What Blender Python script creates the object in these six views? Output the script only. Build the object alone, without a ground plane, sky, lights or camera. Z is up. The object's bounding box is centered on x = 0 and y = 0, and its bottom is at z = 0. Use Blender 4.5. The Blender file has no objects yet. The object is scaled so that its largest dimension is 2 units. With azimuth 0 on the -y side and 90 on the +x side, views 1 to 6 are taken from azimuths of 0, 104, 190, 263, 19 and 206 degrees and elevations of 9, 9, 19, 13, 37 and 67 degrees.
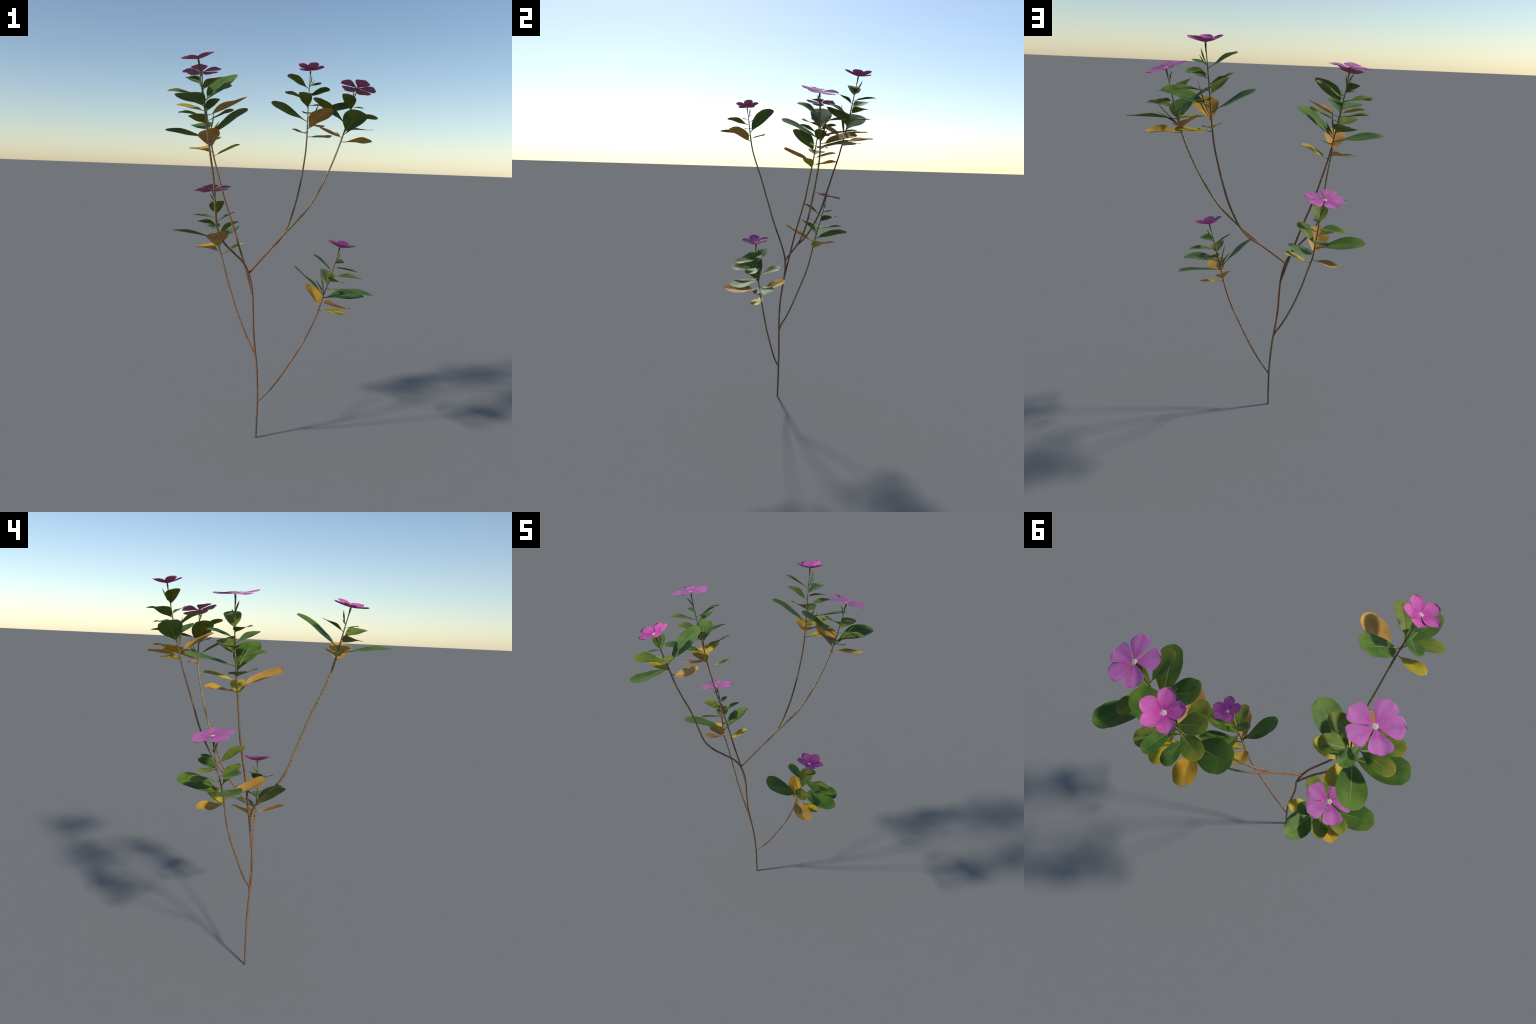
import bpy, math, random
from mathutils import Vector, Matrix

# ---------------------------------------------------------------- helpers
def catmull(points, per=10):
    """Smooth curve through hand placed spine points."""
    P = [Vector(p) for p in points]
    P = [2 * P[0] - P[1]] + P + [2 * P[-1] - P[-2]]
    out = []
    for i in range(1, len(P) - 2):
        a, b, c, d = P[i - 1:i + 3]
        for k in range(per):
            t = k / per
            out.append(0.5 * ((2 * b) + (c - a) * t + (2 * a - 5 * b + 4 * c - d) * t * t
                              + (3 * b - a - 3 * c + d) * t ** 3))
    out.append(P[-2])
    return out


class Spine:
    """A stem centre line that can be asked for a point at any distance along it."""

    def __init__(self, pts):
        self.c = catmull(pts, 40)
        self.s = [0.0]
        for a, b in zip(self.c, self.c[1:]):
            self.s.append(self.s[-1] + (b - a).length)
        self.length = self.s[-1]

    def at(self, s):
        s = max(0.0, min(self.length, s))
        lo, hi = 0, len(self.s) - 1
        while hi - lo > 1:
            m = (lo + hi) // 2
            if self.s[m] <= s:
                lo = m
            else:
                hi = m
        t = (s - self.s[lo]) / max(1e-9, self.s[hi] - self.s[lo])
        return self.c[lo].lerp(self.c[hi], t)

    def tangent(self, s, d=0.02):
        return (self.at(s) - self.at(s - d)).normalized() if s > d else (self.at(s + d) - self.at(s)).normalized()


def lerp_table(table, x):
    for (x0, y0), (x1, y1) in zip(table, table[1:]):
        if x <= x1:
            t = max(0.0, (x - x0) / (x1 - x0))
            return y0 + (y1 - y0) * t
    return table[-1][1]


def smooth_table(table, x):
    """Same, but eased with a Catmull-Rom slope so outlines stay round."""
    n = len(table)
    for i in range(n - 1):
        x0, y0 = table[i]
        x1, y1 = table[i + 1]
        if x <= x1 or i == n - 2:
            h = x1 - x0
            t = min(1.0, max(0.0, (x - x0) / h))
            m0 = (y1 - table[i - 1][1]) / (x1 - table[i - 1][0]) * h if i > 0 else (y1 - y0)
            m1 = (table[i + 2][1] - y0) / (table[i + 2][0] - x0) * h if i < n - 2 else (y1 - y0) * 1.0
            t2, t3 = t * t, t * t * t
            return (2 * t3 - 3 * t2 + 1) * y0 + (t3 - 2 * t2 + t) * m0 + (-2 * t3 + 3 * t2) * y1 + (t3 - t2) * m1


def mesh_object(name, verts, faces, mats=(), slots=None, origin=None, smooth=True):
    me = bpy.data.meshes.new(name)
    if origin is not None:
        verts = [Vector(v) - origin for v in verts]
    me.from_pydata([tuple(v) for v in verts], [], faces)
    for m in mats:
        me.materials.append(m)
    if slots:
        me.polygons.foreach_set("material_index", slots)
    if smooth:
        me.polygons.foreach_set("use_smooth", [True] * len(me.polygons))
    me.update()
    ob = bpy.data.objects.new(name, me)
    bpy.context.scene.collection.objects.link(ob)
    if origin is not None:
        ob.location = origin
    return ob


# ---------------------------------------------------------------- materials
class NT:
    def __init__(self, name):
        self.mat = bpy.data.materials.new(name)
        self.mat.use_nodes = True
        self.nt = self.mat.node_tree
        self.bsdf = self.nt.nodes["Principled BSDF"]
        self.coord = self.nt.nodes.new("ShaderNodeTexCoord").outputs["Object"]

    def node(self, kind, **kw):
        n = self.nt.nodes.new(kind)
        for k, v in kw.items():
            setattr(n, k, v)
        return n

    def link(self, a, b):
        self.nt.links.new(a, b)

    def put(self, sock, v):
        if isinstance(v, bpy.types.NodeSocket):
            self.link(v, sock)
        else:
            sock.default_value = v

    def math(self, op, a, b=0.0, c=0.0, clamp=False):
        n = self.node("ShaderNodeMath", operation=op, use_clamp=clamp)
        self.put(n.inputs[0], a)
        self.put(n.inputs[1], b)
        self.put(n.inputs[2], c)
        return n.outputs[0]

    def sep(self, v=None):
        n = self.node("ShaderNodeSeparateXYZ")
        self.put(n.inputs[0], v or self.coord)
        return n.outputs

    def mapped(self, scale, loc=(0, 0, 0)):
        n = self.node("ShaderNodeMapping")
        self.put(n.inputs[0], self.coord)
        n.inputs["Scale"].default_value = scale
        n.inputs["Location"].default_value = loc
        return n.outputs[0]

    def shifted(self, vec, amount):
        """offset a vector by a per-object random number"""
        info = self.node("ShaderNodeObjectInfo").outputs["Random"]
        k = self.math("MULTIPLY", info, amount)
        n = self.node("ShaderNodeVectorMath", operation="ADD")
        self.put(n.inputs[0], vec)
        self.put(n.inputs[1], k)
        return n.outputs[0]

    def noise(self, vec, scale, detail=3.0, rough=0.55):
        n = self.node("ShaderNodeTexNoise")
        self.put(n.inputs["Vector"], vec)
        n.inputs["Scale"].default_value = scale
        n.inputs["Detail"].default_value = detail
        n.inputs["Roughness"].default_value = rough
        return n.outputs["Fac"]

    def ramp(self, fac, stops):
        n = self.node("ShaderNodeValToRGB")
        self.put(n.inputs[0], fac)
        e = n.color_ramp.elements
        while len(e) < len(stops):
            e.new(0.5)
        for el, (p, c) in zip(e, stops):
            el.position = p
            el.color = (*c, 1) if not isinstance(c, float) else (c, c, c, 1)
        return n.outputs["Color"]

    def step(self, fac, lo, hi):
        n = self.node("ShaderNodeMapRange", interpolation_type="SMOOTHSTEP")
        self.put(n.inputs[0], fac)
        n.inputs[1].default_value = lo
        n.inputs[2].default_value = hi
        return n.outputs[0]

    def mix(self, fac, a, b, blend="MIX"):
        n = self.node("ShaderNodeMix", data_type="RGBA", blend_type=blend)
        self.put(n.inputs[0], fac)
        for sock, v in ((n.inputs[6], a), (n.inputs[7], b)):
            self.put(sock, v if isinstance(v, bpy.types.NodeSocket) else (*v, 1))
        return n.outputs[2]

    def bump(self, h, strength, dist):
        n = self.node("ShaderNodeBump")
        n.inputs["Strength"].default_value = strength
        n.inputs["Distance"].default_value = dist
        self.put(n.inputs["Height"], h)
        self.link(n.outputs[0], self.bsdf.inputs["Normal"])

    def finish(self, color, rough=0.5, spec=0.5):
        self.put(self.bsdf.inputs["Base Color"], color if isinstance(color, bpy.types.NodeSocket) else (*color, 1))
        self.put(self.bsdf.inputs["Roughness"], rough)
        self.bsdf.inputs["Specular IOR Level"].default_value = spec
        return self.mat


def leaf_material(name, deep, light, tip, rib, tip_from=0.75, spots=0.0, rough=0.56, spec=0.20,
                  vein=0.05, spot_col=(0.12, 0.06, 0.02)):
    """Leaf blade: object x runs base to tip (0..1), y across.  Pale midrib, faint pinnate
    veins, tip blush, mottling and small age spots."""
    t = NT(name)
    x, y, z = t.sep()
    ay = t.math("ABSOLUTE", y)
    v = t.shifted(t.coord, 37.0)
    broad = t.noise(v, 3.2, 3)
    fine = t.noise(v, 26.0, 4)
    base = t.mix(t.step(broad, 0.33, 0.68), deep, light)
    # paler towards the tip and rim
    tipf = t.math("MULTIPLY", t.step(t.math("ADD", x, t.math("MULTIPLY", t.math("SUBTRACT", broad, 0.5), 0.5)),
                                     tip_from, 1.02), 0.75)
    base = t.mix(tipf, base, tip)
    # pinnate side veins: bands that run forward from the midrib
    ph = t.math("SUBTRACT", x, t.math("MULTIPLY", ay, 0.85))
    wob = t.math("MULTIPLY", t.math("SUBTRACT", t.noise(v, 5.0, 3), 0.5), 0.16)
    band = t.math("SINE", t.math("MULTIPLY", t.math("ADD", ph, wob), 2 * math.pi * 15))
    vein_f = t.step(band, 0.35, 1.0)
    inside = t.step(ay, 0.005, 0.05)
    base = t.mix(t.math("MULTIPLY", t.math("MULTIPLY", vein_f, inside), vein), base, rib)
    base = t.mix(t.math("MULTIPLY", t.math("SUBTRACT", fine, 0.5), 0.5, clamp=True), base,
                 [c * 0.6 for c in deep])
    if spots:
        sp = t.math("MULTIPLY", t.step(t.noise(v, 34.0, 1), 0.70, 0.78), spots)
        base = t.mix(sp, base, spot_col)
        blot = t.math("MULTIPLY", t.step(t.noise(v, 7.0, 3), 0.6, 0.75), spots * 0.45)
        base = t.mix(blot, base, spot_col)
    # midrib tapers from the stalk to the tip
    ribw = t.math("MULTIPLY", t.math("SUBTRACT", 1.02, x), 0.0125)
    ribf = t.math("SUBTRACT", 1.0, t.step(t.math("DIVIDE", ay, t.math("ADD", ribw, 0.0015)), 0.45, 1.1))
    ribf = t.math("MULTIPLY", ribf, t.step(x, 0.06, 0.16))
    ribf = t.math("MULTIPLY", ribf, t.math("SUBTRACT", 1.0, t.math("MULTIPLY", t.step(x, 0.45, 1.0), 0.65)))
    base = t.mix(t.math("MULTIPLY", ribf, 0.70), base, rib)
    base = t.mix(t.step(x, 0.13, 0.07), base, (0.105, 0.092, 0.036))
    t.bump(t.math("ADD", t.math("MULTIPLY", band, t.math("MULTIPLY", inside, 0.12)), fine), 0.22, 0.001)
    return t.finish(base, rough, spec)


MAT = {}
MAT["dark"] = leaf_material("dark_green_leaf", (0.048, 0.108, 0.013), (0.092, 0.165, 0.021),
                            (0.120, 0.195, 0.024), (0.30, 0.38, 0.11))
MAT["green"] = leaf_material("mid_green_leaf", (0.048, 0.110, 0.015), (0.082, 0.155, 0.023),
                             (0.105, 0.175, 0.026), (0.26, 0.34, 0.11))
MAT["small"] = MAT["green"]
MAT["olive"] = leaf_material("olive_leaf", (0.088, 0.138, 0.015), (0.150, 0.192, 0.021),
                             (0.225, 0.210, 0.023), (0.34, 0.36, 0.11), tip_from=0.62, spots=0.35,
                             spot_col=(0.16, 0.11, 0.02))
MAT["yellow"] = leaf_material("yellow_leaf", (0.38, 0.295, 0.018), (0.50, 0.390, 0.026),
                              (0.54, 0.38, 0.024), (0.48, 0.42, 0.15), spots=0.55, vein=0.03)
MAT["amber"] = leaf_material("amber_leaf", (0.46, 0.24, 0.020), (0.56, 0.32, 0.030),
                             (0.58, 0.33, 0.026), (0.54, 0.38, 0.14), spots=0.75, vein=0.03)
MAT["golden"] = leaf_material("golden_brown_leaf", (0.42, 0.215, 0.040), (0.52, 0.28, 0.060),
                              (0.54, 0.30, 0.050), (0.50, 0.30, 0.11), spots=0.6, vein=0.04)


def petal_material(name, core, body, cool, violet, patch):
    """Petal: object x runs from the throat (0) to the outer rim (1)."""
    t = NT(name)
    x, y, z = t.sep()
    v = t.shifted(t.coord, 23.0)
    m = t.node("ShaderNodeMapping")
    t.put(m.inputs[0], v)
    m.inputs["Scale"].default_value = (1.2, 9.0, 1.0)
    streak = t.noise(m.outputs[0], 2.6, 4, 0.6)
    blot = t.noise(v, 2.3, 2)
    col = t.mix(t.step(x, 0.15, 0.65), core, body)
    col = t.mix(t.math("MULTIPLY", t.step(streak, 0.45, 0.75), 0.45), col, cool)
    col = t.mix(t.math("MULTIPLY", t.step(blot, 0.52, 0.72), patch), col, violet)
    white = t.math("SUBTRACT", 1.0, t.step(t.math("ADD", x, t.math("MULTIPLY", streak, 0.06)), 0.06, 0.125))
    col = t.mix(t.math("MULTIPLY", white, 0.8), col, (0.66, 0.50, 0.66))
    t.bump(streak, 0.3, 0.001)
    return t.finish(col, 0.65, 0.15)


PETAL_FLAT = petal_material("pink_petal", (0.50, 0.085, 0.33), (0.50, 0.145, 0.38), (0.38, 0.115, 0.36),
                            (0.20, 0.055, 0.25), 0.35)
PETAL_CUP = petal_material("magenta_petal", (0.52, 0.060, 0.31), (0.54, 0.115, 0.34), (0.37, 0.060, 0.27),
                           (0.15, 0.026, 0.18), 0.5)


def plain(name, a, b, rough=0.6, scale=40.0, spec=0.3):
    t = NT(name)
    f = t.noise(t.mapped((1, 1, 0.35)), scale, 4)
    t.bump(f, 0.35, 0.001)
    return t.finish(t.mix(t.step(f, 0.35, 0.68), a, b), rough, spec)


EYE_YELLOW = plain("flower_eye", (0.55, 0.50, 0.20), (0.62, 0.58, 0.28), scale=400)
EYE_WHITE = plain("flower_star", (0.62, 0.54, 0.56), (0.70, 0.64, 0.60), scale=300)
EYE_DARK = plain("flower_throat", (0.06, 0.05, 0.01), (0.10, 0.08, 0.02), scale=300)
TUBE = plain("flower_tube", (0.075, 0.070, 0.020), (0.125, 0.125, 0.035), scale=90)
BUD = plain("flower_bud", (0.10, 0.125, 0.020), (0.20, 0.21, 0.045), scale=120)
SHOOT = plain("young_leaf", (0.055, 0.085, 0.010), (0.12, 0.15, 0.020), scale=60)

# bark of the different ages along a stem; each internode takes one of these
BARK = {
    "grey": plain("old_bark", (0.155, 0.098, 0.062), (0.235, 0.145, 0.092), 0.75),
    "brown": plain("brown_bark", (0.140, 0.078, 0.044), (0.210, 0.118, 0.064), 0.7),
    "red": plain("red_bark", (0.205, 0.098, 0.050), (0.285, 0.140, 0.072), 0.65),
    "tan": plain("tan_bark", (0.205, 0.125, 0.058), (0.285, 0.178, 0.082), 0.65),
    "green": plain("green_stem", (0.098, 0.092, 0.034), (0.150, 0.138, 0.055), 0.6),
    "pale": plain("pale_stem", (0.230, 0.160, 0.074), (0.330, 0.232, 0.108), 0.6),
    "olive": plain("leafy_stem", (0.145, 0.108, 0.054), (0.225, 0.168, 0.084), 0.6),
    "ring": plain("node_ring", (0.080, 0.048, 0.028), (0.120, 0.072, 0.042), 0.7),
    "stalk": plain("flower_stalk", (0.130, 0.125, 0.035), (0.190, 0.175, 0.055), 0.55),
}
BARK_ORDER = list(BARK)

# ---------------------------------------------------------------- the thing
BASE = Vector((-0.035, -0.005, 0.0))
plant = bpy.data.objects.new("flowering_periwinkle_plant", None)
bpy.context.scene.collection.objects.link(plant)
plant.location = BASE
plant.empty_display_size = 0.1
plant["label"] = "tall branching plant with pink five-petalled flowers and green and yellow leaves"
plant["category"] = "flowering plant"


def adopt(child, parent):
    """parent while keeping the world placement (parents are only translated or have known matrices)"""
    w = WORLD[parent.name]
    child.parent = parent
    child.matrix_local = w.inverted() @ WORLD[child.name]


WORLD = {plant.name: Matrix.Translation(BASE)}

# Spines of the six stems, base to flower.
SPINES = {
    "main": [(-0.035, -0.005, 0.0), (-0.034, -0.004, 0.104), (-0.034, -0.004, 0.207), (-0.038, -0.006, 0.31),
             (-0.046, -0.011, 0.411), (-0.059, -0.016, 0.51), (-0.069, -0.016, 0.607), (-0.074, -0.007, 0.701),
             (-0.081, 0.004, 0.789), (-0.098, 0.003, 0.871), (-0.128, -0.019, 0.94), (-0.178, -0.053, 0.996),
             (-0.228, -0.09, 1.052), (-0.259, -0.126, 1.122), (-0.269, -0.156, 1.205), (-0.272, -0.187, 1.294),
             (-0.28, -0.219, 1.387), (-0.292, -0.256, 1.478), (-0.303, -0.291, 1.572), (-0.315, -0.314, 1.67),
             (-0.331, -0.332, 1.769), (-0.343, -0.351, 1.865)],
    "west": [(-0.08, 0.003, 0.781), (-0.112, 0.019, 0.882), (-0.145, 0.034, 0.982), (-0.178, 0.051, 1.082),
             (-0.214, 0.07, 1.181), (-0.249, 0.088, 1.28), (-0.279, 0.1, 1.382), (-0.307, 0.112, 1.483),
             (-0.328, 0.124, 1.585), (-0.347, 0.134, 1.687), (-0.366, 0.139, 1.79), (-0.377, 0.142, 1.891)],
    "low_west": [(-0.0487, -0.012, 0.436), (-0.066, 0.0, 0.477), (-0.092, 0.024, 0.522), (-0.127, 0.051, 0.593), (-0.16, 0.076, 0.668),
                 (-0.189, 0.102, 0.745), (-0.216, 0.125, 0.823), (-0.239, 0.141, 0.904), (-0.263, 0.152, 0.982),
                 (-0.274, 0.169, 1.061), (-0.285, 0.188, 1.139), (-0.294, 0.205, 1.218), (-0.312, 0.215, 1.296)],
    "low_east": [(-0.034, -0.004, 0.2), (0.023, -0.016, 0.265), (0.072, -0.024, 0.336), (0.116, -0.031, 0.412),
                 (0.158, -0.039, 0.488), (0.198, -0.044, 0.565), (0.231, -0.05, 0.645), (0.258, -0.059, 0.726),
                 (0.279, -0.066, 0.808), (0.304, -0.073, 0.888), (0.325, -0.076, 0.969), (0.344, -0.07, 1.046)],
    "east": [(-0.103, 0.0, 0.885), (-0.046, 0.049, 0.946), (0.011, 0.098, 1.006), (0.069, 0.138, 1.069),
             (0.129, 0.168, 1.132), (0.188, 0.194, 1.197), (0.237, 0.216, 1.27), (0.278, 0.236, 1.347),
             (0.314, 0.254, 1.427), (0.346, 0.269, 1.51), (0.374, 0.276, 1.595), (0.398, 0.274, 1.682),
             (0.419, 0.273, 1.771), (0.44, 0.275, 1.858)],
    "north": [(0.005, 0.093, 1.0), (0.058, 0.147, 1.051), (0.099, 0.195, 1.117), (0.126, 0.236, 1.193),
              (0.148, 0.269, 1.275), (0.165, 0.295, 1.36), (0.178, 0.321, 1.445), (0.188, 0.348, 1.531),
              (0.192, 0.37, 1.619), (0.193, 0.39, 1.707), (0.194, 0.407, 1.796), (0.197, 0.423, 1.885),
              (0.2, 0.437, 1.967)],
}
SP = {k: Spine(v) for k, v in SPINES.items()}

# bark sequence along each stem: (up to this distance, kinds to draw from)
BARK_RULES = {
    "main": [(0.38, ["grey"]), (0.62, ["red", "red", "tan", "brown"]), (0.86, ["red", "red", "tan"]),
             (1.12, ["brown", "brown", "red"]), (1.30, ["tan", "tan", "green"]), (1.70, ["tan", "tan", "pale"]),
             (1.90, ["olive"]), (9, ["stalk"])],
    "west": [(0.34, ["red", "brown", "brown"]), (0.72, ["tan", "red", "pale", "tan"]), (1.03, ["olive", "tan"]),
             (9, ["stalk"])],
    "low_west": [(0.30, ["red", "tan", "brown", "red"]), (0.59, ["red", "tan", "tan"]), (0.82, ["brown", "red", "olive"]),
                 (9, ["stalk"])],
    "low_east": [(0.20, ["grey", "brown"]), (0.58, ["red", "red", "red", "tan"]), (0.82, ["red", "brown"]),
                 (9, ["stalk"])],
    "east": [(0.30, ["red", "red", "tan"]), (0.42, ["green", "tan"]), (0.90, ["tan", "pale", "tan"]),
             (1.06, ["olive"]), (9, ["stalk"])],
    "north": [(0.14, ["red", "red", "tan"]), (0.36, ["green"]), (0.68, ["tan", "brown", "tan"]), (0.97, ["pale", "olive"]),
              (9, ["stalk"])],
}
# radius along the stem as fraction of the way from leafless part to flower
RADIUS = {"main": 0.0053, "west": 0.0050, "low_west": 0.0048, "low_east": 0.0046, "east": 0.0050, "north": 0.0047}


def build_stem(key, leaf_from, leaf_to):
    rng = random.Random(hash_name(key))
    sp = SP[key]
    r0 = RADIUS[key]
    prof = [(0.0, r0 * 1.06), (leaf_from * 0.6, r0), (leaf_from, r0 * 0.86), (leaf_to, r0 * 0.56),
            (leaf_to + 0.02, r0 * 0.46), (sp.length - 0.03, 0.0025), (sp.length, 0.0025)]
    # node rings, closer together on younger wood
    nodes, s = [], rng.uniform(0.03, 0.05)
    while s < leaf_to:
        young = min(1.0, s / max(leaf_from, 0.01))
        nodes.append(s)
        s += rng.uniform(0.8, 1.2) * (0.044 - 0.024 * young)
    stations = [0.0]
    ds = 0.007
    s = ds
    events = {}
    for n in nodes:
        for off, rad, tag in ((-0.0022, 1.0, None), (-0.0009, 1.07, "ring"), (0.0009, 1.07, None), (0.0022, 1.0, None)):
            events[n + off] = (rad, tag)
    base = [i * ds for i in range(1, int(sp.length / ds) + 1)] + [sp.length]
    base = [b for b in base if all(abs(b - n) > 0.0045 for n in nodes)]
    stations = sorted(set([0.0] + base + list(events)))
    stations = [q for q in stations if 0.0 <= q <= sp.length]
    sides = 10
    verts, faces, slots = [], [], []
    up = Vector((0, 1, 0))
    idx_of_node = 0
    kinds = {}

    def kind_at(q):
        k = sum(1 for n in nodes if n < q)
        if k not in kinds:
            for lim, opts in BARK_RULES[key]:
                if q <= lim:
                    keep = kinds.get(k - 1) in opts and rng.random() < 0.55
                    kinds[k] = kinds[k - 1] if keep else rng.choice(opts)
                    break
        if q > leaf_to + 0.012:
            return "stalk"
        return kinds[k]

    for i, q in enumerate(stations):
        p, t = sp.at(q), sp.tangent(q)
        a = (up - up.dot(t) * t).normalized()
        b = t.cross(a)
        r = lerp_table(prof, q) * events.get(q, (1.0, None))[0]
        for j in range(sides):
            w = 2 * math.pi * j / sides
            verts.append(p + r * (math.cos(w) * a + math.sin(w) * b))
        if i:
            prev = stations[i - 1]
            k = "ring" if events.get(prev, (1, None))[1] == "ring" else kind_at(0.5 * (prev + q))
            for j in range(sides):
                faces.append(((i - 1) * sides + j, (i - 1) * sides + (j + 1) % sides,
                              i * sides + (j + 1) % sides, i * sides + j))
                slots.append(BARK_ORDER.index(k))
    faces.append(tuple(reversed(range(sides))))
    slots.append(0)
    faces.append(tuple(range((len(stations) - 1) * sides, len(stations) * sides)))
    slots.append(0)
    origin = sp.at(0.0)
    name = "main_stem" if key == "main" else "side_branch"
    ob = mesh_object(name, verts, faces, [BARK[k] for k in BARK_ORDER], slots, origin)
    WORLD[ob.name] = Matrix.Translation(origin)
    adopt(ob, plant)
    return ob


def hash_name(s):
    return sum((i + 3) * ord(c) for i, c in enumerate(s))


# ---------------------------------------------------------------- leaves
# half-width profile of the blade, from the leaf base (0) over the stalk to the tip (1)
BLADE = [(0.0, 0.030), (0.05, 0.028), (0.10, 0.040), (0.14, 0.085), (0.18, 0.20), (0.24, 0.375), (0.31, 0.56), (0.40, 0.745),
         (0.50, 0.89), (0.60, 0.975), (0.68, 1.0), (0.76, 0.965), (0.84, 0.86), (0.90, 0.71), (0.95, 0.50),
         (0.98, 0.30), (1.0, 0.03)]
# kind: width/length, arch of the midrib, upward fold of the halves, tip droop, edge wave
LEAF_KINDS = {
    "dark": (0.490, 0.015, 0.120, 0.003, 0.010),
    "golden": (0.530, -0.030, 0.330, 0.000, 0.020),
    "amber": (0.530, 0.000, 0.260, 0.006, 0.018),
    "yellow": (0.495, 0.000, 0.200, -0.002, 0.014),
    "olive": (0.505, 0.012, 0.210, -0.002, 0.016),
    "green": (0.485, 0.016, 0.190, 0.000, 0.010),
    "small": (0.500, 0.028, 0.130, 0.000, 0.006),
}


def blade_width(s):
    """half width of the blade with a rounded, nearly elliptic end"""
    if s < 0.84:
        return smooth_table(BLADE, s)
    u = (s - 0.84) / 0.16
    return 0.86 * max(0.0, 1 - u * u) ** 0.60


def sharpen_rim(me, rows, width, offset):
    """keep the thin rim from bending the face normals"""
    rim = set()
    for i in range(rows):
        for j in (0, width - 1):
            rim.add(i * width + j)
    for j in range(width):
        rim.add(j)
        rim.add((rows - 1) * width + j)
    for e in me.edges:
        a, b = e.vertices
        if (a % offset) in rim and (b % offset) in rim and (a < offset) == (b < offset):
            e.use_edge_sharp = True


def leaf_mesh(kind):
    width, arch, fold, droop, wave = LEAF_KINDS[kind]
    rng = random.Random(hash_name(kind))
    ns, nv = 40, 7
    length = {"dark": .242, "golden": .215, "amber": .174, "yellow": .152, "olive": .154, "green": .132, "small": .066}[kind]
    thick = 0.0011 / length
    ph = rng.uniform(0, 6.28)
    skew = rng.uniform(-0.03, 0.03)
    rows_top, rows_bot = [], []
    for i in range(ns + 1):
        s = 1 - (1 - i / ns) ** 1.6
        hw = 0.5 * width * max(0.012, blade_width(s))
        zc = arch * 4 * s * (1 - s) + droop * math.sin(2 * math.pi * s)
        blade = min(1.0, max(0.0, (s - 0.12) / 0.12))
        top, bot = [], []
        for j in range(-nv, nv + 1):
            v = j / nv
            v = math.copysign(abs(v) ** 0.9, v)
            a = abs(v)
            y = v * hw + skew * hw * (1 - v * v) * blade
            z = zc + fold * hw * (a ** 1.2) * blade * (1 - 0.6 * max(0.0, (s - 0.65) / 0.35))
            z += wave * blade * a * a * math.sin(9.0 * s + ph + (1.7 if v > 0 else 0))
            th = thick * (1.0 - 0.72 * a * blade) + (1 - blade) * 0.010
            rib = 0.55 * thick * math.exp(-(v * hw / 0.010) ** 2) * blade
            top.append((s, y, z + th * 0.5 - rib * 0.8))
            bot.append((s, y, z - th * 0.5 - rib * 2.2 * (1 - s)))
        rows_top.append(top)
        rows_bot.append(bot)
    verts, faces = [], []
    w = 2 * nv + 1
    for r in rows_top:
        verts += r
    off = len(verts)
    for r in rows_bot:
        verts += r
    for i in range(ns):
        for j in range(w - 1):
            a = i * w + j
            b = off + a
            faces += [(a, a + w, a + w + 1), (a, a + w + 1, a + 1),
                      (b, b + w + 1, b + w), (b, b + 1, b + w + 1)]
        for j, flip in ((0, False), (w - 1, True)):
            a, b = i * w + j, off + i * w + j
            q = (a, b, b + w, a + w)
            faces.append(tuple(reversed(q)) if flip else q)
    for i, flip in ((0, True), (ns, False)):
        for j in range(w - 1):
            a, b = i * w + j, off + i * w + j
            q = (a, b, b + 1, a + 1)
            faces.append(tuple(reversed(q)) if not flip else q)
    me = bpy.data.meshes.new(kind + "_leaf")
    me.from_pydata(verts, [], [tuple(reversed(f)) for f in faces])
    me.materials.append(MAT[kind])
    me.polygons.foreach_set("use_smooth", [True] * len(me.polygons))
    sharpen_rim(me, ns + 1, w, off)
    me.update()
    return me


LEAF_MESH = {k: leaf_mesh(k) for k in LEAF_KINDS}

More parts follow.
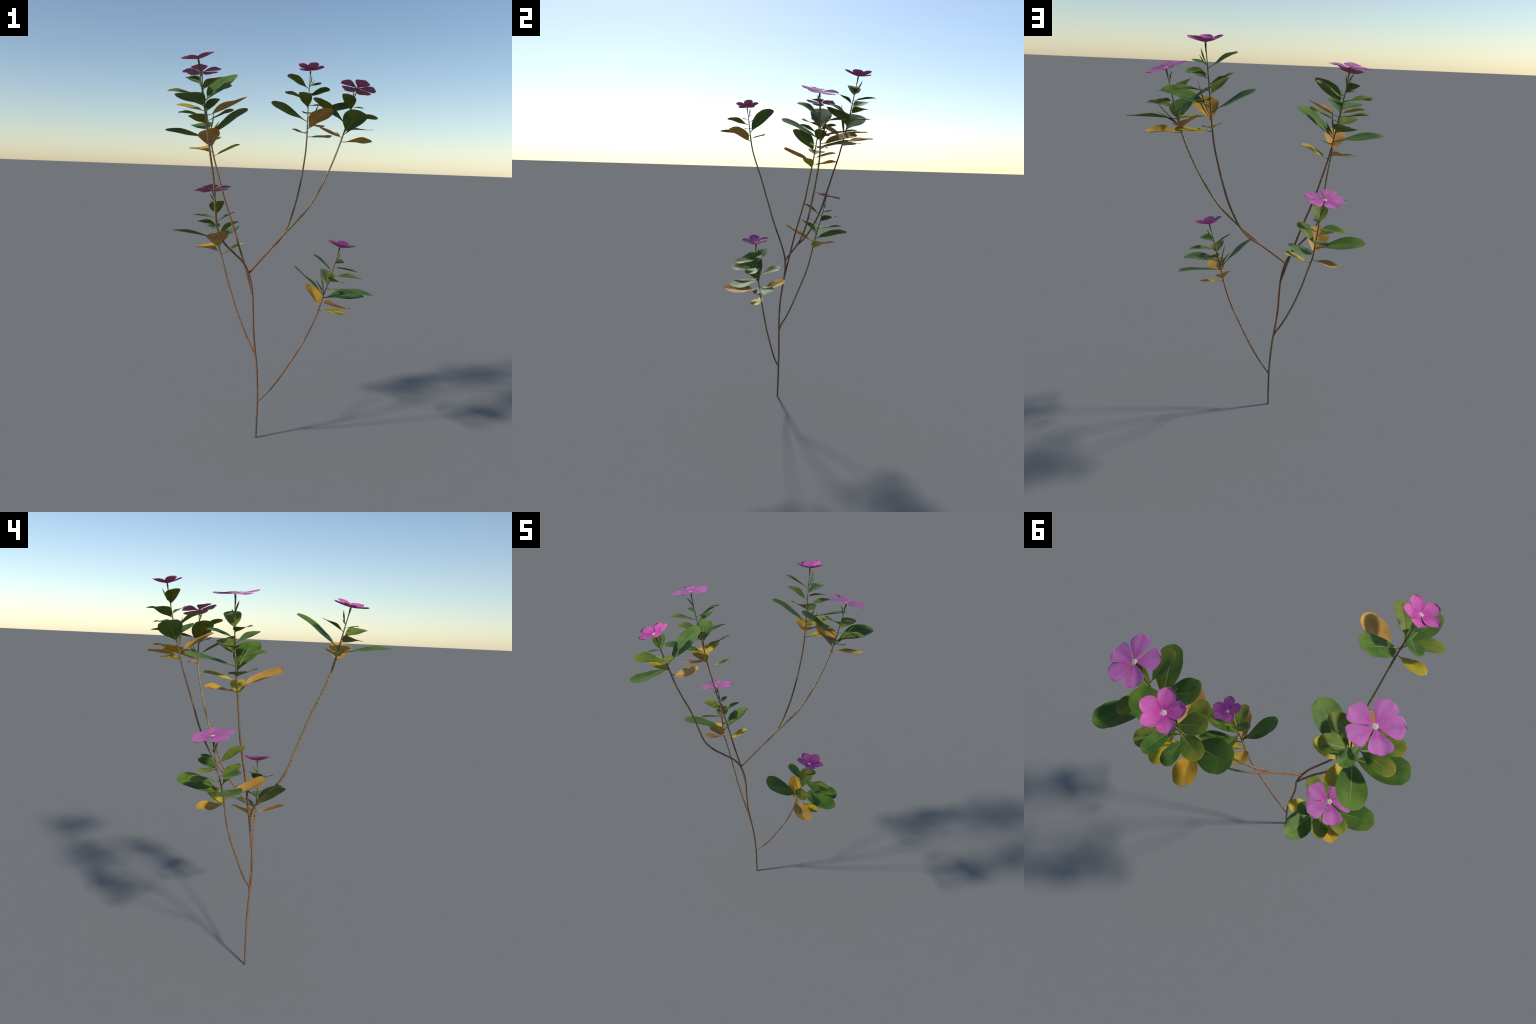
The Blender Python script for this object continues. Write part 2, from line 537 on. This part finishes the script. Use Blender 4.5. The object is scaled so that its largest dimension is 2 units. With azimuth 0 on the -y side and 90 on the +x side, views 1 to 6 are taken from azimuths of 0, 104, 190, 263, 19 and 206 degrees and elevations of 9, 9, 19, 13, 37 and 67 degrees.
# Leaves of each stem from the lowest up: kind, distance along the stem, compass direction (deg, 0 = +x),
# rise above level (deg), length, width factor, roll about its own midrib (deg).
LEAVES = {
    "main": [
        ('golden', 1.755, -24, 21, 0.209, 0.97, 5),
        ('yellow', 1.776, 157, 11, 0.145, 0.98, -1),
        ('dark', 1.793, -107, 7, 0.236, 0.98, -3),
        ('dark', 1.812, 56, 36, 0.247, 1.03, -1),
        ('olive', 1.841, -166, 4, 0.153, 1.02, 5),
        ('olive', 1.864, -56, 14, 0.154, 0.97, -1),
        ('green', 1.886, 122, 21, 0.133, 0.99, 0),
        ('small', 1.901, -127, 8, 0.064, 1.06, -8)],
    "east": [
        ('amber', 0.899, 5, 2, 0.171, 1.04, 11),
        ('golden', 0.925, 121, 16, 0.209, 1.03, 1),
        ('dark', 0.947, -76, 26, 0.229, 1.06, -1),
        ('dark', 0.962, 49, 5, 0.252, 0.97, 5),
        ('dark', 0.995, -171, 35, 0.230, 1.03, -11),
        ('olive', 1.018, -19, 5, 0.159, 0.96, 9),
        ('olive', 1.044, 71, 1, 0.151, 0.97, 3),
        ('olive', 1.068, -108, 30, 0.150, 1.00, -3),
        ('small', 1.089, 4, -3, 0.064, 1.01, 4)],
    "north": [
        ('yellow', 0.707, 34, 2, 0.169, 1.10, -5),
        ('amber', 0.722, 108, 9, 0.169, 1.02, -4),
        ('golden', 0.750, -61, 26, 0.219, 1.01, -1),
        ('yellow', 0.776, 52, -1, 0.151, 1.07, -9),
        ('dark', 0.791, 168, 26, 0.233, 1.05, -5),
        ('dark', 0.815, -12, 17, 0.249, 0.96, 1),
        ('green', 0.844, 88, 3, 0.123, 1.04, -6),
        ('olive', 0.865, -108, 31, 0.147, 0.98, 6),
        ('olive', 0.884, 37, 4, 0.158, 0.95, -1),
        ('olive', 0.912, 151, 18, 0.152, 0.98, -3),
        ('green', 0.933, -28, 18, 0.128, 0.99, 7),
        ('green', 0.952, 70, 3, 0.134, 0.93, -2),
        ('olive', 0.977, -170, 29, 0.144, 1.05, -4),
        ('small', 0.992, 1, 15, 0.069, 1.04, 4)],
    "low_east": [
        ('yellow', 0.605, 3, -8, 0.146, 0.94, 0),
        ('amber', 0.619, 107, 32, 0.166, 1.03, -1),
        ('golden', 0.652, -61, 3, 0.209, 0.98, 11),
        ('dark', 0.671, 24, 1, 0.237, 0.99, -2),
        ('dark', 0.685, -144, 39, 0.246, 1.02, 4),
        ('dark', 0.722, -18, -3, 0.234, 1.04, 2),
        ('olive', 0.740, 85, 22, 0.148, 1.02, -3),
        ('olive', 0.766, -77, 10, 0.149, 1.04, 4),
        ('olive', 0.792, 2, -4, 0.154, 0.96, 1),
        ('green', 0.815, 166, 39, 0.127, 1.01, -1),
        ('green', 0.838, -42, -2, 0.133, 0.97, 6),
        ('small', 0.858, 44, 6, 0.066, 1.02, -14)],
    "west": [
        ('yellow', 0.735, -5, 25, 0.147, 0.96, -1),
        ('amber', 0.754, 131, 8, 0.181, 1.00, 3),
        ('golden', 0.779, -92, 21, 0.213, 0.97, 0),
        ('yellow', 0.803, 83, 13, 0.147, 0.92, -4),
        ('dark', 0.823, -175, 9, 0.235, 1.02, -1),
        ('dark', 0.837, -25, 34, 0.247, 0.99, -3),
        ('dark', 0.866, 111, 12, 0.236, 1.02, 3),
        ('olive', 0.897, -120, 14, 0.151, 1.02, -2),
        ('olive', 0.917, 23, 24, 0.152, 0.98, 3),
        ('olive', 0.941, 167, 6, 0.156, 0.97, 1),
        ('green', 0.962, -62, 25, 0.134, 1.04, 1),
        ('green', 0.987, 74, 15, 0.126, 0.99, -1),
        ('olive', 1.011, -165, 8, 0.147, 1.01, -3),
        ('olive', 1.022, 3, 30, 0.159, 0.96, 2),
        ('small', 1.052, 142, 7, 0.063, 1.02, 1)],
    "low_west": [
        ('yellow', 0.582, 28, 24, 0.153, 0.94, -7),
        ('amber', 0.603, 137, 4, 0.175, 0.93, 2),
        ('golden', 0.626, -92, 27, 0.215, 1.00, 4),
        ('dark', 0.649, 70, 17, 0.230, 1.02, 5),
        ('dark', 0.669, -173, 10, 0.251, 0.95, 1),
        ('olive', 0.692, -40, 33, 0.155, 0.93, -5),
        ('olive', 0.717, 109, 6, 0.153, 0.98, 6),
        ('green', 0.742, -137, 14, 0.132, 1.00, -1),
        ('green', 0.764, 42, 21, 0.128, 0.98, -1),
        ('olive', 0.783, 152, 3, 0.153, 0.94, 7),
        ('olive', 0.800, -84, 33, 0.152, 1.06, -8),
        ('small', 0.826, 80, 13, 0.068, 1.01, 3)],
}


def pose(base, axis, up, roll, scale):
    """matrix whose x follows axis and whose z leans to up, rolled about x"""
    a = axis.normalized()
    n = (up - up.dot(a) * a).normalized()
    l = n.cross(a)
    r = math.radians(roll)
    n2 = math.cos(r) * n + math.sin(r) * l
    l2 = n2.cross(a)
    m = Matrix((a * scale[0], l2 * scale[1], n2 * scale[2])).transposed().to_4x4()
    m.translation = base
    return m


def direction(az, el):
    az, el = math.radians(az), math.radians(el)
    return Vector((math.cos(az) * math.cos(el), math.sin(az) * math.cos(el), math.sin(el)))


STEM_OBJ = {}
for key in SPINES:
    ss = [l[1] for l in LEAVES[key]]
    STEM_OBJ[key] = build_stem(key, min(ss), max(ss))

for key, rows in LEAVES.items():
    sp = SP[key]
    for kind, s, az, el, length, wf, roll in rows:
        ob = bpy.data.objects.new("leaf", LEAF_MESH[kind])
        bpy.context.scene.collection.objects.link(ob)
        d = direction(az, el)
        WORLD[ob.name] = pose(sp.at(s), d, sp.tangent(s), roll, (length, length * wf, length))
        adopt(ob, STEM_OBJ[key])


# ---------------------------------------------------------------- buds and young side shoots
def spindle(name, a, b, bow, profile, mat, parent, sides=8, flat=1.0):
    """closed, slightly bowed tapering body from a to b"""
    a, b = Vector(a), Vector(b)
    ax = (b - a).normalized()
    n = ax.orthogonal().normalized()
    l = ax.cross(n)
    verts, faces, k = [], [], 14
    for i in range(k + 1):
        s = i / k
        p = a.lerp(b, s) + bow * math.sin(math.pi * s) * n
        r = smooth_table(profile, s)
        for j in range(sides):
            w = 2 * math.pi * j / sides
            verts.append(p + r * (math.cos(w) * n * flat + math.sin(w) * l))
    for i in range(k):
        for j in range(sides):
            faces.append((i * sides + j, i * sides + (j + 1) % sides, (i + 1) * sides + (j + 1) % sides, (i + 1) * sides + j))
    faces.append(tuple(reversed(range(sides))))
    faces.append(tuple(range(k * sides, (k + 1) * sides)))
    ob = mesh_object(name, verts, faces, [mat], None, a)
    WORLD[ob.name] = Matrix.Translation(a)
    adopt(ob, parent)


BUD_PROFILE = [(0, 0.0016), (0.25, 0.0018), (0.5, 0.0034), (0.62, 0.0040), (0.75, 0.0033), (0.9, 0.0017), (1, 0.0005)]
YOUNG_PROFILE = [(0, 0.0010), (0.15, 0.0022), (0.4, 0.0052), (0.6, 0.0050), (0.8, 0.0030), (1, 0.0003)]
BUDS = {  # per stem: distance of the foot below the flower, tips of the long and the short bud
    "east": (0.075, [(0.417, 0.257, 1.844)]),
    "north": (0.095, [(0.212, 0.463, 1.943), (0.226, 0.442, 1.917)]),
    "low_east": (0.085, [(0.352, -0.049, 1.02), (0.357, -0.068, 0.991)]),
    "main": (0.075, [(-0.331, -0.324, 1.852), (-0.342, -0.321, 1.816)]),
    "west": (0.085, [(-0.397, 0.126, 1.865), (-0.391, 0.155, 1.832)]),
    "low_west": (0.085, [(-0.326, 0.191, 1.274), (-0.322, 0.216, 1.238)]),
}
for key, (below, tips) in BUDS.items():
    foot = SP[key].at(SP[key].length - below)
    for i, tip in enumerate(tips):
        f = 1.0 if i == 0 else 0.7
        spindle("flower_bud", foot, tip, 0.003 * f, [(x, r * f) for x, r in BUD_PROFILE], BUD, STEM_OBJ[key])
SHOOTS = {  # pairs of half-open leaves in a leaf axil: distance along the stem, tips
    "east": (0.935, [(0.483, 0.322, 1.724), (0.465, 0.323, 1.667)]),
    "north": (0.755, [(0.263, 0.361, 1.82), (0.271, 0.362, 1.76)]),
    "low_east": (0.690, [(0.251, -0.071, 0.94), (0.228, -0.089, 0.886)]),
    "west": (0.845, [(-0.305, 0.077, 1.702), (-0.276, 0.059, 1.646)]),
}
for key, (s, tips) in SHOOTS.items():
    for tip in tips:
        spindle("young_leaf", SP[key].at(s), tip, 0.004, YOUNG_PROFILE, SHOOT, STEM_OBJ[key], flat=0.35)


# ---------------------------------------------------------------- flowers
FLAT_W = [(0, 0.10), (0.08, 0.15), (0.18, 0.28), (0.30, 0.49), (0.44, 0.72), (0.58, 0.90), (0.70, 0.99), (0.80, 0.99),
          (0.88, 0.89), (0.94, 0.70), (0.98, 0.43), (1.0, 0.10)]
CUP_W = [(0, 0.16), (0.08, 0.28), (0.18, 0.53), (0.30, 0.77), (0.44, 0.94), (0.57, 1.0), (0.70, 0.95), (0.81, 0.80),
         (0.90, 0.57), (0.96, 0.33), (1.0, 0.06)]


def petal_mesh(name, table, width, rise, curl, dish, mat, skew, seed):
    rng = random.Random(seed)
    ns, nv = 26, 8
    verts, faces = [], []
    w = 2 * nv + 1
    ph = rng.uniform(0, 6)
    for side in (1, -1):
        for i in range(ns + 1):
            s = 1 - (1 - i / ns) ** 1.6
            hw = 0.5 * width * max(0.02, smooth_table(table, s))
            for j in range(-nv, nv + 1):
                v = j / nv
                z = rise * s + curl * s * s + dish * (v * v) * hw
                z += 0.012 * s * math.sin(3.0 * v + 4 * s + ph) + 0.010 * s * math.cos(6 * v + ph)
                x = s - 0.05 * (v * v) * s * s + skew * 0.25 * v * s * s
                y = v * hw + skew * hw * s
                verts.append((x, y, z + side * 0.006 * (1 - 0.7 * v * v) * (1 - 0.65 * s * s)))
    off = (ns + 1) * w
    for i in range(ns):
        for j in range(w - 1):
            a = i * w + j
            b = off + a
            faces += [(a, a + w, a + w + 1), (a, a + w + 1, a + 1),
                      (b, b + w + 1, b + w), (b, b + 1, b + w + 1)]
        for j, flip in ((0, False), (w - 1, True)):
            a, b = i * w + j, off + i * w + j
            q = (a, b, b + w, a + w)
            faces.append(tuple(reversed(q)) if flip else q)
    for i, flip in ((0, True), (ns, False)):
        for j in range(w - 1):
            a, b = i * w + j, off + i * w + j
            q = (a, b, b + 1, a + 1)
            faces.append(tuple(reversed(q)) if not flip else q)
    me = bpy.data.meshes.new(name)
    me.from_pydata(verts, [], [tuple(reversed(f)) for f in faces])
    me.materials.append(mat)
    me.polygons.foreach_set("use_smooth", [True] * len(me.polygons))
    sharpen_rim(me, ns + 1, w, off)
    me.update()
    return me


FLAT_PETALS = [petal_mesh("flat_petal", FLAT_W, 0.84, 0.03 + 0.02 * i, -0.03 + 0.02 * i, 0.10 - 0.15 * (i % 2), PETAL_FLAT,
                          0.06 * (-1) ** i, 11 + i) for i in range(3)]
CUP_PETALS = [petal_mesh("cupped_petal", CUP_W, 0.80, 0.17, 0.13, 0.20, PETAL_CUP, 0.05 * (-1) ** i, 31 + i)
              for i in range(2)]


def build_flower(key, flat, normal, azimuths, tilts):
    n = Vector(normal).normalized()
    centre = SP[key].at(SP[key].length)
    e = Vector((0, 1, 0)).cross(n).normalized()
    f = n.cross(e)
    frame = Matrix((e, f, n)).transposed().to_4x4()
    frame.translation = centre
    # tube below the petals, swollen neck, eye with star and dark throat
    prof = [(-0.040, 0.0018), (-0.030, 0.0026), (-0.018, 0.0036), (-0.011, 0.0044), (-0.005, 0.0034), (-0.001, 0.0042),
            (0.0014, 0.0092 if flat else 0.0080), (0.0026, 0.0078 if flat else 0.0066), (0.0031, 0.0062 if flat else 0.0056),
            (0.0032, 0.0015 if flat else 0.0005), (0.0020, 0.0009 if flat else 0.0003)]
    sides = 20
    verts, faces, slots = [], [], []
    for i, (z, r) in enumerate(prof):
        for j in range(sides):
            w = 2 * math.pi * j / sides
            rr = r * (1 + 0.16 * math.cos(5 * w)) if i in (6, 7) else r
            verts.append((rr * math.cos(w), rr * math.sin(w), z))
        if i:
            slot = 0 if i <= 5 else (1 if i <= 7 else (2 if i <= 9 else 3))
            for j in range(sides):
                faces.append(((i - 1) * sides + j, (i - 1) * sides + (j + 1) % sides, i * sides + (j + 1) % sides, i * sides + j))
                slots.append(slot)
    faces.append(tuple(reversed(range(sides))))
    slots.append(0)
    faces.append(tuple(range((len(prof) - 1) * sides, len(prof) * sides)))
    slots.append(3)
    ob = mesh_object("flower", verts, faces, [TUBE, EYE_WHITE, EYE_YELLOW, EYE_DARK], slots)
    WORLD[ob.name] = frame
    adopt(ob, plant)
    size = 0.098 if flat else 0.0745
    meshes = FLAT_PETALS if flat else CUP_PETALS
    for i, az in enumerate(azimuths):
        p = bpy.data.objects.new("petal", meshes[i % len(meshes)])
        bpy.context.scene.collection.objects.link(p)
        m = (frame @ Matrix.Rotation(math.radians(az), 4, 'Z') @ Matrix.Rotation(-math.radians(tilts[i]), 4, 'Y')
             @ Matrix.Translation((0.004, 0, 0.0006 * (i % 3))) @ Matrix.Diagonal((size, size, size, 1)))
        WORLD[p.name] = m
        adopt(p, ob)


FLAT_AZ = [-11, 56, 126, 203, 268]
CUP_AZ = [0, 68, 129, 209, 284]
build_flower("west", True, (-0.10, 0.08, 0.99), FLAT_AZ, [3, 3, -1, 0, 5])
build_flower("low_west", True, (-0.127, 0.219, 0.967), FLAT_AZ, [2, 2, -2, -1, 3])
build_flower("east", True, (0.24, 0.22, 0.945), [-13, 49, 119, 201, 279], [2, 2, -2, -1, 3])
build_flower("north", False, (0.0, 0.13, 0.99), CUP_AZ, [0, 4, -3, 2, -1])
build_flower("low_east", False, (0.196, 0.022, 0.98), CUP_AZ, [0, 4, -3, 2, -1])
build_flower("main", False, (-0.186, -0.165, 0.965), [a + 28 for a in CUP_AZ], [-3, -8, -6, -5, -5])
